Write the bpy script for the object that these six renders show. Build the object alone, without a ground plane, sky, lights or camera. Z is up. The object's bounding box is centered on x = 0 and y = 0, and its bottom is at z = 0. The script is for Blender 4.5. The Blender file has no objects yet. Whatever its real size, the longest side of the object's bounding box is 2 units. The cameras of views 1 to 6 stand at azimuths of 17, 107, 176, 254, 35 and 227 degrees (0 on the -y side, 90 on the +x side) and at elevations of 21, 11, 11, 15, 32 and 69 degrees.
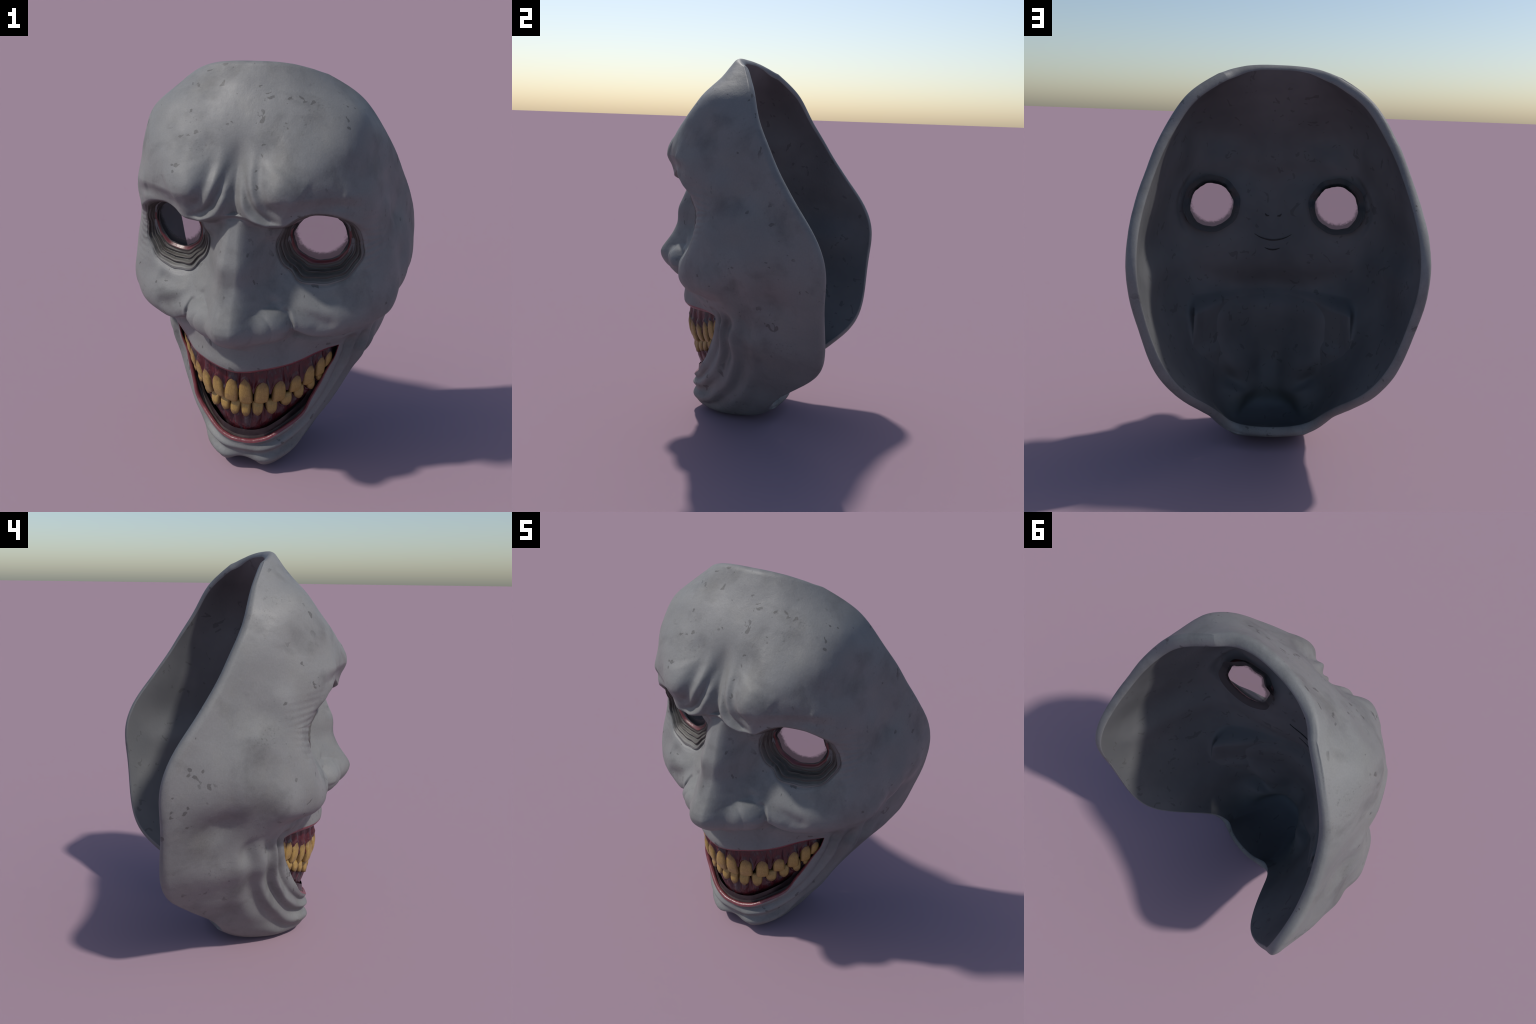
# Grinning, wrinkled grey horror mask: a hollow shell with eye holes, big nose,
# brow lumps, folded jaw, open mouth with gums and separate yellow teeth.
import bpy, math
import numpy as np

rng = np.random.default_rng(7)

# ---------------------------------------------------------------- helpers
def pchip(xk, yk, x):
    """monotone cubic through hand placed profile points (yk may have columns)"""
    xk = np.asarray(xk, float); yk = np.asarray(yk, float)
    flat = yk.ndim == 1
    if flat: yk = yk[:, None]
    h = np.diff(xk)[:, None]; d = np.diff(yk, axis=0) / h
    m = np.zeros_like(yk)
    m[0] = d[0]; m[-1] = d[-1]
    for i in range(1, len(xk) - 1):
        a, b = d[i - 1], d[i]
        w1 = 2 * h[i] + h[i - 1]; w2 = h[i] + 2 * h[i - 1]
        ok = a * b > 0
        with np.errstate(divide='ignore', invalid='ignore'):
            m[i] = np.where(ok, (w1 + w2) / (w1 / a + w2 / b), 0)
    x = np.clip(np.asarray(x, float), xk[0], xk[-1])
    i = np.clip(np.searchsorted(xk, x, side='right') - 1, 0, len(xk) - 2)
    t = ((x - xk[i]) / (xk[i + 1] - xk[i]))[..., None]
    hh = h[i]
    r = ((1 + 2 * t) * (1 - t) ** 2 * yk[i] + t * (1 - t) ** 2 * hh * m[i]
         + t * t * (3 - 2 * t) * yk[i + 1] + t * t * (t - 1) * hh * m[i + 1])
    return r[..., 0] if flat else r

def catmull(tk, pk, t):
    """non uniform Catmull-Rom through points pk at parameters tk"""
    tk = np.asarray(tk, float); pk = np.asarray(pk, float)
    m = np.empty_like(pk)
    h = np.diff(tk)[:, None]; d = np.diff(pk, axis=0) / h
    m[1:-1] = (d[:-1] * h[1:] + d[1:] * h[:-1]) / (h[1:] + h[:-1])
    m[0] = d[0]; m[-1] = d[-1]
    i = np.clip(np.searchsorted(tk, t, side='right') - 1, 0, len(tk) - 2)
    s = ((t - tk[i]) / (tk[i + 1] - tk[i]))[:, None]; hh = h[i]
    return ((1 + 2 * s) * (1 - s) ** 2 * pk[i] + s * (1 - s) ** 2 * hh * m[i]
            + s * s * (3 - 2 * s) * pk[i + 1] + s * s * (s - 1) * hh * m[i + 1])

def sstep(a, b, x):
    t = np.clip((x - a) / (b - a), 0, 1)
    return t * t * (3 - 2 * t)

def gauss(x, s):
    return np.exp(-0.5 * (x / s) ** 2)

def smin(a, b, k):
    h = np.clip(0.5 + 0.5 * (b - a) / k, 0, 1)
    return b + (a - b) * h - k * h * (1 - h)

def blur(a, s, axis, odd=True):
    """gaussian blur along one axis, with point (or mirror) reflection at the ends"""
    if s <= 0: return a
    n = int(3 * s) + 1
    k = np.exp(-0.5 * (np.arange(-n, n + 1) / s) ** 2); k /= k.sum()
    a = np.moveaxis(a, axis, 0)
    lo = a[n:0:-1]; hi = a[-2:-n - 2:-1]
    if odd: lo = 2 * a[:1] - lo; hi = 2 * a[-1:] - hi
    p = np.concatenate([lo, a, hi]); o = np.zeros_like(a)
    for i, w in enumerate(k): o += w * p[i:i + len(a)]
    return np.moveaxis(o, 0, axis)

def poly_dist(px, pz, line):
    """distance from points to a polyline in the x,z plane and position 0..1 along it"""
    L = np.asarray(line, float)
    seg = np.diff(L, axis=0); ln = np.hypot(seg[:, 0], seg[:, 1])
    cum = np.concatenate([[0], np.cumsum(ln)]); tot = cum[-1]
    best = np.full(px.shape, 1e9); tt = np.zeros(px.shape); sd = np.zeros(px.shape)
    for i in range(len(seg)):
        dx = px - L[i, 0]; dz = pz - L[i, 1]
        t = np.clip((dx * seg[i, 0] + dz * seg[i, 1]) / ln[i] ** 2, 0, 1)
        ex = dx - t * seg[i, 0]; ez = dz - t * seg[i, 1]
        d = np.hypot(ex, ez); w = d < best
        best = np.where(w, d, best); tt = np.where(w, (cum[i] + t * ln[i]) / tot, tt)
        sd = np.where(w, np.sign(seg[i, 0] * dz - seg[i, 1] * dx), sd)
    return best, tt, sd

def smooth_line(pts, n=40):
    p = np.asarray(pts, float)
    t = np.concatenate([[0], np.cumsum(np.linalg.norm(np.diff(p, axis=0), axis=1))])
    return catmull(t, p, np.linspace(0, t[-1], n))

_perm = rng.permutation(512)
_grad = rng.normal(size=(512, 3)); _grad /= np.linalg.norm(_grad, axis=1)[:, None]
def noise3(p):
    """gradient noise, about -1..1"""
    i = np.floor(p).astype(int); f = p - i
    w = f * f * f * (f * (f * 6 - 15) + 10)
    out = 0
    for a in (0, 1):
        for b in (0, 1):
            for c in (0, 1):
                h = _perm[(i[:, 0] + a) % 512]; h = _perm[(h + i[:, 1] + b) % 512]; h = _perm[(h + i[:, 2] + c) % 512]
                g = _grad[h]
                d = ((f - np.array([a, b, c])) * g).sum(1)
                ww = (w[:, 0] if a else 1 - w[:, 0]) * (w[:, 1] if b else 1 - w[:, 1]) * (w[:, 2] if c else 1 - w[:, 2])
                out = out + ww * d
    return out * 1.6

# ---------------------------------------------------------------- base shell
# Horizontal sections of the face, right half, from the midline round to the back rim.
# (the nose, eyelids, mouth and folds are added on top of this)
SECTIONS = []
def section(zf, zr, *pts, bend=2.2):
    """one section: height at the midline, height at the rim, plan points (x, y) in between"""
    p = np.array(pts, float)
    s = np.concatenate([[0], np.cumsum(np.linalg.norm(np.diff(p, axis=0), axis=1))]); s /= s[-1]
    SECTIONS.append(np.column_stack([p, zf + (zr - zf) * s ** bend]))
# forehead
section(2.017, 1.968, (0, -.09), (.1, -.086), (.2, -.058), (.3, .016), bend=3)
section(1.905, 1.88, (0, -.162), (.12, -.155), (.235, -.135), (.36, -.065), (.435, 0.09))
section(1.8, 1.805, (0, -.232), (.15, -.232), (.285, -.22), (.398, -.182), (.475, -.1), (.5, 0.13))
section(1.7, 1.69, (0, -.287), (.12, -.3), (.24, -.304), (.348, -.28), (.452, -.225), (.532, -.095), (.568, 0.17))
# brow and eyes
section(1.6, 1.58, (0, -.322), (.12, -.36), (.23, -.375), (.34, -.35), (.44, -.288), (.52, -.2), (.578, -.03), (.618, 0.24))
section(1.5, 1.475, (0, -.36), (.1, -.405), (.2, -.432), (.3, -.402), (.4, -.345), (.49, -.27), (.556, -.165), (.6, 0), (.652, 0.288))
section(1.42, 1.4, (0, -.374), (.1, -.41), (.2, -.405), (.3, -.352), (.4, -.315), (.49, -.262), (.56, -.165), (.612, .02), (.672, 0.344))
section(1.33, 1.32, (0, -.35), (.08, -.325), (.19, -.265), (.35, -.225), (.49, -.2), (.568, -.115), (.63, .08), (.69, 0.394))
section(1.23, 1.23, (0, -.34), (.08, -.318), (.18, -.255), (.35, -.195), (.515, -.158), (.602, -.06), (.668, .14), (.704, 0.471))
# cheeks and nose level
section(1.13, 1.13, (0, -.345), (.1, -.31), (.2, -.255), (.33, -.206), (.46, -.185), (.565, -.135), (.632, -.05), (.702, .18), (.707, 0.531))
section(1.04, 1.04, (0, -.36), (.1, -.33), (.2, -.275), (.33, -.243), (.46, -.23), (.578, -.168), (.655, -.03), (.716, .2), (.703, 0.563))
section(.95, 0.95, (0, -.38), (.12, -.35), (.22, -.308), (.34, -.292), (.46, -.266), (.572, -.187), (.65, -.04), (.706, .21), (.693, 0.565))
section(.86, 0.87, (0, -.395), (.12, -.368), (.22, -.312), (.34, -.286), (.44, -.255), (.54, -.178), (.62, -.02), (.678, .23), (.677, 0.555))
section(.77, 0.79, (0, -.402), (.1, -.385), (.2, -.325), (.3, -.252), (.4, -.185), (.485, -.105), (.57, .02), (.632, .25), (.656, 0.55))
# mouth and jaw
section(.67, 0.69, (0, -.402), (.13, -.36), (.235, -.288), (.33, -.178), (.428, -.055), (.5, .04), (.575, .27), (.624, 0.548))
section(.55, 0.58, (0, -.395), (.13, -.357), (.24, -.272), (.34, -.165), (.405, -.07), (.47, .04), (.54, .27), (.58, 0.548))
section(.44, 0.485, (0, -.378), (.12, -.346), (.23, -.27), (.325, -.175), (.385, -.08), (.435, .04), (.485, .26), (.52, 0.535))
section(.34, 0.403, (0, -.362), (.11, -.334), (.21, -.272), (.302, -.185), (.36, -.085), (.4, .04), (.432, .25), (.463, 0.491))
section(.25, 0.323, (0, -.345), (.1, -.32), (.19, -.266), (.278, -.175), (.336, -.06), (.37, .07), (.388, .235), (.392, 0.396))
# chin
section(.19, 0.253, (0, -.332), (.1, -.314), (.185, -.26), (.258, -.165), (.31, -.045), (.338, .075), (.346, .195), (.342, 0.316))
section(.13, .2, (0, -.318), (.1, -.308), (.178, -.258), (.238, -.165), (.28, -.04), (.303, .065), (.31, .165), (.308, .247))
section(.07, .15, (0, -.295), (.1, -.298), (.17, -.255), (.218, -.16), (.25, -.045), (.27, .05), (.278, .14), (.28, .208))
# underside of the chin
section(.035, .122, (0, -.25), (.1, -.255), (.158, -.205), (.192, -.135), (.215, -.04), (.232, .045), (.246, .12), (.252, .198), bend=3)
section(.012, .103, (0, -.12), (.08, -.125), (.13, -.1), (.16, -.055), (.18, .005), (.195, .06), (.208, .125), (.218, .196), bend=3)
section(.03, .097, (0, .07), (.07, .07), (.11, .08), (.14, .095), (.16, .115), (.175, .14), (.185, .17), (.192, .201), bend=3)
section(.093, .096, (0, .236), (.045, .235), (.08, .231), (.105, .228), (.125, .222), (.145, .216), (.16, .21), (.172, .206), bend=3)
NU, NV = 340, 780            # half width columns, rows

def build_base():
    th = np.linspace(0, 1, NU); th = .78 * th + .22 * th ** 3        # finer towards the middle of the face
    rows = []
    for s in SECTIONS:
        p = np.asarray(s, float)
        # mirror one point so the curve crosses the midline square
        q = np.vstack([p[1] * [-1, 1, 1], p])
        t = np.concatenate([[0], np.cumsum(np.linalg.norm(np.diff(q, axis=0), axis=1))]); t -= t[1]
        rows.append(catmull(t, q, th * t[-1]))
    rows = np.array(rows)                                   # sections x NU x 3
    step = np.linalg.norm(np.diff(rows, axis=0), axis=2).mean(1)
    tv = np.concatenate([[0], np.cumsum(step)]); tv /= tv[-1]
    v = np.linspace(0, 1, NV)
    g = catmull(tv, rows.reshape(len(SECTIONS), -1), v).reshape(NV, NU, 3)
    full = np.concatenate([g[:, :0:-1] * [-1, 1, 1], g], axis=1)   # NV x (2NU-1) x 3
    full = blur(blur(full, 6, 0), 5, 1)
    e = sstep(.75, .95, np.abs(np.linspace(-1, 1, full.shape[1])))[None, :, None]
    full = full * (1 - e) + blur(full, 15, 0) * e           # one even sweep along the back rim
    return full

def grid_normals(g, soft=3):
    du = np.gradient(g, axis=1); dv = np.gradient(g, axis=0)
    n = np.cross(dv, du)
    if n[NV // 2, NU - 1, 1] > 0: n = -n          # outwards: the middle faces -y
    if soft: n = blur(blur(n, soft, 0, False), soft, 1, False)     # area weighted, so pinched corners do no harm
    n /= np.linalg.norm(n, axis=2)[..., None] + 1e-12
    return n

def border_index():
    n, m = NV, 2 * NU - 1
    top = [(0, j) for j in range(m)]; right = [(i, m - 1) for i in range(1, n)]
    bottom = [(n - 1, j) for j in range(m - 2, -1, -1)]; left = [(i, 0) for i in range(n - 2, 0, -1)]
    return np.array(top + right + bottom + left)

def fair_rim(g, sigma=.040):
    """smooth the rim as one closed curve and let the shell near it follow"""
    b = border_index(); p = g[b[:, 0], b[:, 1]]
    s = np.concatenate([[0], np.cumsum(np.linalg.norm(np.roll(p, -1, 0) - p, axis=1))])
    n = 2400; su = np.arange(n) / n * s[-1]; pc = np.vstack([p, p[:1]])
    r = np.stack([np.interp(su, s, pc[:, k]) for k in range(3)], 1)
    h = sigma / (s[-1] / n); m = int(3 * h); k = np.exp(-.5 * (np.arange(-m, m + 1) / h) ** 2); k /= k.sum()
    sm = sum(w * np.roll(r, -o, 0) for w, o in zip(k, range(-m, m + 1)))
    d = np.stack([np.interp(s[:-1], np.append(su, s[-1]), np.append(sm[:, q], sm[0, q])) for q in range(3)], 1) - p
    D = np.zeros_like(g); D[b[:, 0], b[:, 1]] = d
    fi = sstep(70, 0, np.arange(NV)); fb = fi[::-1]; fj = sstep(60, 0, np.arange(g.shape[1])); fr = fj[::-1]
    num = (fi[:, None, None] * D[:1] + fb[:, None, None] * D[-1:] + fj[None, :, None] * D[:, :1] + fr[None, :, None] * D[:, -1:])
    den = fi[:, None] + fb[:, None] + fj[None] + fr[None]
    return g + num / np.maximum(den, 1)[..., None]

base = fair_rim(build_base())
NW = base.shape[1]
bn = grid_normals(base)

# ---------------------------------------------------------------- inner lining
THICK = 0.042
TOOTH_X = [0, .034, .108, .178, .243, .297, .338, .372, .42]        # plan of the dental arch
TOOTH_Y = [-.355, -.352, -.332, -.285, -.226, -.169, -.12, -.078, .0]
EYE_C = (.344, 1.265)        # centre of the hole
EYE_R = .118
def build_inner():
    s = blur(blur(base, 23, 0), 19, 1)
    # keep the rim where it is, relax the middle
    v = np.linspace(0, 1, NV)[:, None]; u = np.abs(np.linspace(-1, 1, NW))[None, :]
    edge = np.maximum(sstep(.82, 1, u), np.maximum(sstep(.10, 0, v), sstep(.90, 1, v)))[..., None]
    s = s * (1 - edge) + base * edge
    n = grid_normals(s, 15)
    x, y, z = s[..., 0], s[..., 1], s[..., 2]
    ax = np.abs(x)
    mid = 1 - edge[..., 0]
    t = THICK + .012 * (1 - mid) + mid * (.060 * gauss(z - .95, .085) - .014 * gauss(z - .73, .06) * sstep(.1, .25, y) + .022 * gauss(z - .37, .06) + .028 * gauss(z - 1.54, .06) * gauss(y + .12, .10) + .075 * sstep(.26, .18, z) * sstep(.05, .12, z) * sstep(.05, -.15, y))
    q = s - n * t[..., None]
    fr = sstep(.12, -.12, y) * mid
    # the hollow does not follow the lumps outside: brow and cheeks are filled from behind
    q[..., 1] += fr * (.040 * gauss(z - 1.49, .07) * sstep(.50, .30, ax) + .050 * gauss(z - 1.44, .055) * gauss(ax - .36, .09)
                       + .065 * gauss(z - 1.55, .06) * gauss(ax - .32, .13) + .022 * gauss(z - 1.07, .07) * sstep(.55, .45, ax) + .012 * gauss(z - .87, .075) * sstep(.62, .40, ax))
    # behind the mouth: a ledge, below it a trapezoid with sloped sides that follows the dental arch, a faint ridge in the middle
    qx, qz = np.abs(q[..., 0]), q[..., 2]
    behind = np.interp(qx, TOOTH_X, TOOTH_Y) + .096 + .010 * gauss(qx, .03) + .085 * sstep(.44, .28, qz) * sstep(.04, .20, qx) + .07 * sstep(.36, .20, qz) + .035 * sstep(.42, .34, qz) * sstep(.05, .15, qx) + .035 * sstep(.54, .44, qz) * sstep(.03, .15, qx)
    lim = np.interp(qz, [.2, .45, .7], [.22, .36, .40])
    inm = np.clip((lim - qx) / .12, 0, 1); inm = inm * inm * (3 - 2 * inm) * sstep(.775, .705, qz) * sstep(.14, .28, qz)
    q[..., 1] += inm * np.clip(behind - q[..., 1], -.10, .10)
    soft = blur(blur(q, 13, 0), 11, 1)
    q = q * edge + soft * (1 - edge)
    qz = q[..., 2]
    qx = np.abs(q[..., 0])
    clear = np.interp(qx, TOOTH_X, TOOTH_Y) + .058 + .030 * sstep(.54, .46, qz) + .018 * sstep(.24, .30, qx)         # never through the teeth
    q[..., 1] += sstep(.47, .40, qx) * sstep(.78, .70, qz) * sstep(.26, .34, qz) * np.maximum(clear - q[..., 1], 0)
    # sleeves of the eye holes
    bx, bz = np.abs(base[..., 0]), base[..., 2]
    h = np.hypot(bx - EYE_C[0], bz - EYE_C[1]) / EYE_R
    w = sstep(2.0, 1.1, h) * (base[..., 1] < .1)
    sg = np.sign(base[..., 0])
    q[..., 0] = q[..., 0] * (1 - w) + w * sg * (EYE_C[0] + (bx - EYE_C[0]) * 1.12)
    q[..., 2] = q[..., 2] * (1 - w) + w * (EYE_C[1] + (bz - EYE_C[1]) * 1.12)
    lift = np.maximum(s[..., 2] + .03 + .015 * mid - q[..., 2], 0)
    q[..., 2] += sstep(.84, .92, v) * lift
    return q
inner = build_inner()

# ---------------------------------------------------------------- topology: grid, cut holes
EYE = (.350, 1.238)          # centre of the outermost lid wrinkle
def eye_rho(x, z):
    ax = np.abs(x) - EYE[0]; dz = z - EYE[1]
    rz = np.where(dz < 0, .194, .165)
    return np.hypot(ax / .178, dz / rz)
def eye_hole(x, z):
    th = np.arctan2(z - EYE_C[1], np.abs(x) - EYE_C[0])
    return np.hypot(np.abs(x) - EYE_C[0], z - EYE_C[1]) / EYE_R * (1 + .012 * np.sin(3 * th + 1) + .012 * np.sin(8 * th))
def eye_lid(x, z):
    """0 at the edge of the hole, 1 at the outermost wrinkle"""
    a = (eye_hole(x, z) - 1) * EYE_R; b = (1 - eye_rho(x, z)) * .18
    return np.where(b > 0, a / np.maximum(a + b, 1e-4), 1 - b / .055)

UP_LIP = [(0, .648), (.06, .652), (.13, .659), (.235, .667), (.33, .677), (.385, .683), (.415, .680), (.425, .676)]
LOW_LIP = [(0, .196), (.05, .198), (.10, .208), (.193, .254), (.272, .316), (.325, .396), (.37, .498), (.40, .585), (.418, .655), (.425, .676)]
_lx = np.array(LOW_LIP); _ux = np.array(UP_LIP)
def mouth_level(x, z):
    """positive inside the mouth opening; about a distance"""
    ax = np.abs(x)
    zu = pchip(_ux[:, 0], _ux[:, 1], ax); zl = pchip(_lx[:, 0], _lx[:, 1], ax)
    e = 1e-3
    sl = (pchip(_lx[:, 0], _lx[:, 1], ax + e) - pchip(_lx[:, 0], _lx[:, 1], ax - e)) / (2 * e)
    g = np.minimum(zu - z, (z - zl) / np.sqrt(1 + sl * sl))
    return np.where(ax > .4249, -np.maximum(np.abs(g), ax - .4249), g)

class Mesh:
    def __init__(s, attr, faces): s.a = attr; s.f = faces       # attr: n x k ; faces: list of arrays
def cut(me, level, snap=.22):
    """remove the part of the mesh with level>0; the cut edge lies on level=0"""
    a = me.a.copy(); L = level(a)
    F = me.f
    # snap near vertices
    E = np.concatenate([F[:, [0, 1]], F[:, [1, 2]], F[:, [2, 3]], F[:, [3, 0]]])
    E = E[E[:, 0] != E[:, 1]]
    l0, l1 = L[E[:, 0]], L[E[:, 1]]
    cr = l0 * l1 < 0
    Ec = E[cr]; t = l0[cr] / (l0[cr] - l1[cr])
    for (i, j), tt in zip(Ec, t):
        if L[i] == 0 or L[j] == 0: continue
        if tt < snap: a[i] = a[i] + (me.a[j] - me.a[i]) * tt; L[i] = 0.0
        elif tt > 1 - snap: a[j] = me.a[i] + (me.a[j] - me.a[i]) * tt; L[j] = 0.0
    S = L[F]
    keep = (S <= 0).all(1); drop = (S >= 0).all(1)
    mixed = ~keep & ~drop
    out = [F[keep & ~drop]]
    new = []; cache = {}; n0 = len(a)
    def mid(i, j):
        k = (i, j) if i < j else (j, i)
        if k not in cache:
            tt = L[k[0]] / (L[k[0]] - L[k[1]])
            new.append(a[k[0]] + (a[k[1]] - a[k[0]]) * tt); cache[k] = n0 + len(new) - 1
        return cache[k]
    extra = []
    for q in F[mixed]:
        poly = []
        q = [int(i) for i in q]
        if q[3] == q[2]: q = q[:3]
        for m in range(len(q)):
            i, j = q[m], q[(m + 1) % len(q)]
            if L[i] <= 0: poly.append(i)
            if L[i] * L[j] < 0: poly.append(mid(i, j))
        for m in range(1, len(poly) - 1, 2):
            if m + 2 < len(poly) + 0: extra.append([poly[0], poly[m], poly[m + 1], poly[m + 2]])
            else: extra.append([poly[0], poly[m], poly[m + 1], poly[m + 1]])
    if extra: out.append(np.array(extra))
    F2 = np.concatenate(out)
    a2 = np.vstack([a, np.array(new)]) if new else a
    used = np.unique(F2); remap = -np.ones(len(a2), int); remap[used] = np.arange(len(used))
    return Mesh(a2[used], remap[F2])

def border_loops(F):
    """ordered loops of boundary edges (direction as used by the faces)"""
    E = np.concatenate([F[:, [0, 1]], F[:, [1, 2]], F[:, [2, 3]], F[:, [3, 0]]])
    E = E[E[:, 0] != E[:, 1]]
    big = E.max() + 1
    key = E[:, 0] * big + E[:, 1]; rev = E[:, 1] * big + E[:, 0]
    b = E[~np.isin(key, rev)]
    nxt = {int(i): int(j) for i, j in b}
    loops = []; left = set(nxt)
    while left:
        s = min(left); l = [s]; left.discard(s); c = nxt[s]
        while c != s and c in left:
            l.append(c); left.discard(c); c = nxt[c]
        loops.append(np.array(l))
    return loops

idx = np.arange(NV * NW).reshape(NV, NW)
quads = np.stack([idx[:-1, :-1], idx[1:, :-1], idx[1:, 1:], idx[:-1, 1:]], -1).reshape(-1, 4)
uu = np.broadcast_to(np.linspace(-1, 1, NW)[None], (NV, NW)); vv = np.broadcast_to(np.linspace(0, 1, NV)[:, None], (NV, NW))
attr = np.concatenate([base.reshape(-1, 3), bn.reshape(-1, 3), inner.reshape(-1, 3), uu.reshape(-1, 1), vv.reshape(-1, 1)], 1)
# make faces wind outwards
q0 = quads[len(quads) // 2]; p0 = base.reshape(-1, 3)
nn = np.cross(p0[q0[1]] - p0[q0[0]], p0[q0[2]] - p0[q0[0]])
if nn @ bn.reshape(-1, 3)[q0[0]] < 0: quads = quads[:, ::-1]
M0 = Mesh(attr, quads)
M1 = cut(M0, lambda a: np.where(a[:, 1] < .1, 1 - eye_hole(a[:, 0], a[:, 2]), -1.0))
M2 = cut(M1, lambda a: np.where((a[:, 1] < .1) & (a[:, 10] > .3), mouth_level(a[:, 0], a[:, 2]), -1.0))

# ---------------------------------------------------------------- sculpted features
LIP3 = smooth_line([(0, -.352, .196), (.10, -.33, .208), (.193, -.262, .254), (.272, -.203, .316), (.325, -.13, .396),
                    (.37, -.075, .498), (.40, -.055, .585), (.425, -.045, .676), (.44, -.03, .72)], 40)
NOSE_Z = [.75, .775, .805, .838, .868, .893, .913, .937, .965, 1.0, 1.04, 1.10, 1.17, 1.25, 1.31, 1.36, 1.40]
NOSE_Y = [-.395, -.418, -.465, -.515, -.55, -.567, -.572, -.564, -.545, -.518, -.492, -.468, -.462, -.430, -.404, -.38, -.36]
NOSE_A = [.05, .055, .055, .052, .05, .05, .05, .046, .04, .036, .034, .036, .046, .036, .026, .026, .026]      # half width of the flat ridge
NOSE_W = [.11, .12, .14, .165, .185, .195, .20, .205, .205, .20, .19, .175, .168, .145, .115, .095, .09]          # half width at the foot
SOCK_X = [0, .08, .19, .35, .49, .56, .62]; SOCK_Y = [-.352, -.330, -.270, -.215, -.19, -.120, .0]
BROW_X = [0, .06, .12, .20, .30, .40, .49, .555, .62]; BROW_Y = [-.382, -.402, -.416, -.412, -.352, -.298, -.243, -.162, .0]
BROW_EDGE_X = [0, .05, .10, .16, .22, .28, .34, .42, .49, .54, .60]; BROW_EDGE_Z = [1.392, 1.383, 1.368, 1.352, 1.355, 1.382, 1.398, 1.388, 1.355, 1.315, 1.26]

CHEEK_X = [.20, .234, .294, .346, .429, .51, .58, .64]; CHEEK_Z = [.892, .866, .832, .803, .784, .795, .828, .875]

def lip_distance(ax, y, z):
    """distance in space to the lower lip curve and the position 0..1 along it"""
    P = np.stack([ax, y, z], 1); best = np.full(len(P), 9.0); tt = np.zeros(len(P)); n = len(LIP3) - 1
    for i in range(n):
        a = LIP3[i]; d = LIP3[i + 1] - a
        t = np.clip(((P - a) @ d) / (d @ d), 0, 1)
        e = np.linalg.norm(P - a - t[:, None] * d, axis=1); w = e < best
        best = np.where(w, e, best); tt = np.where(w, (i + t) / n, tt)
    return best, tt

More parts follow.
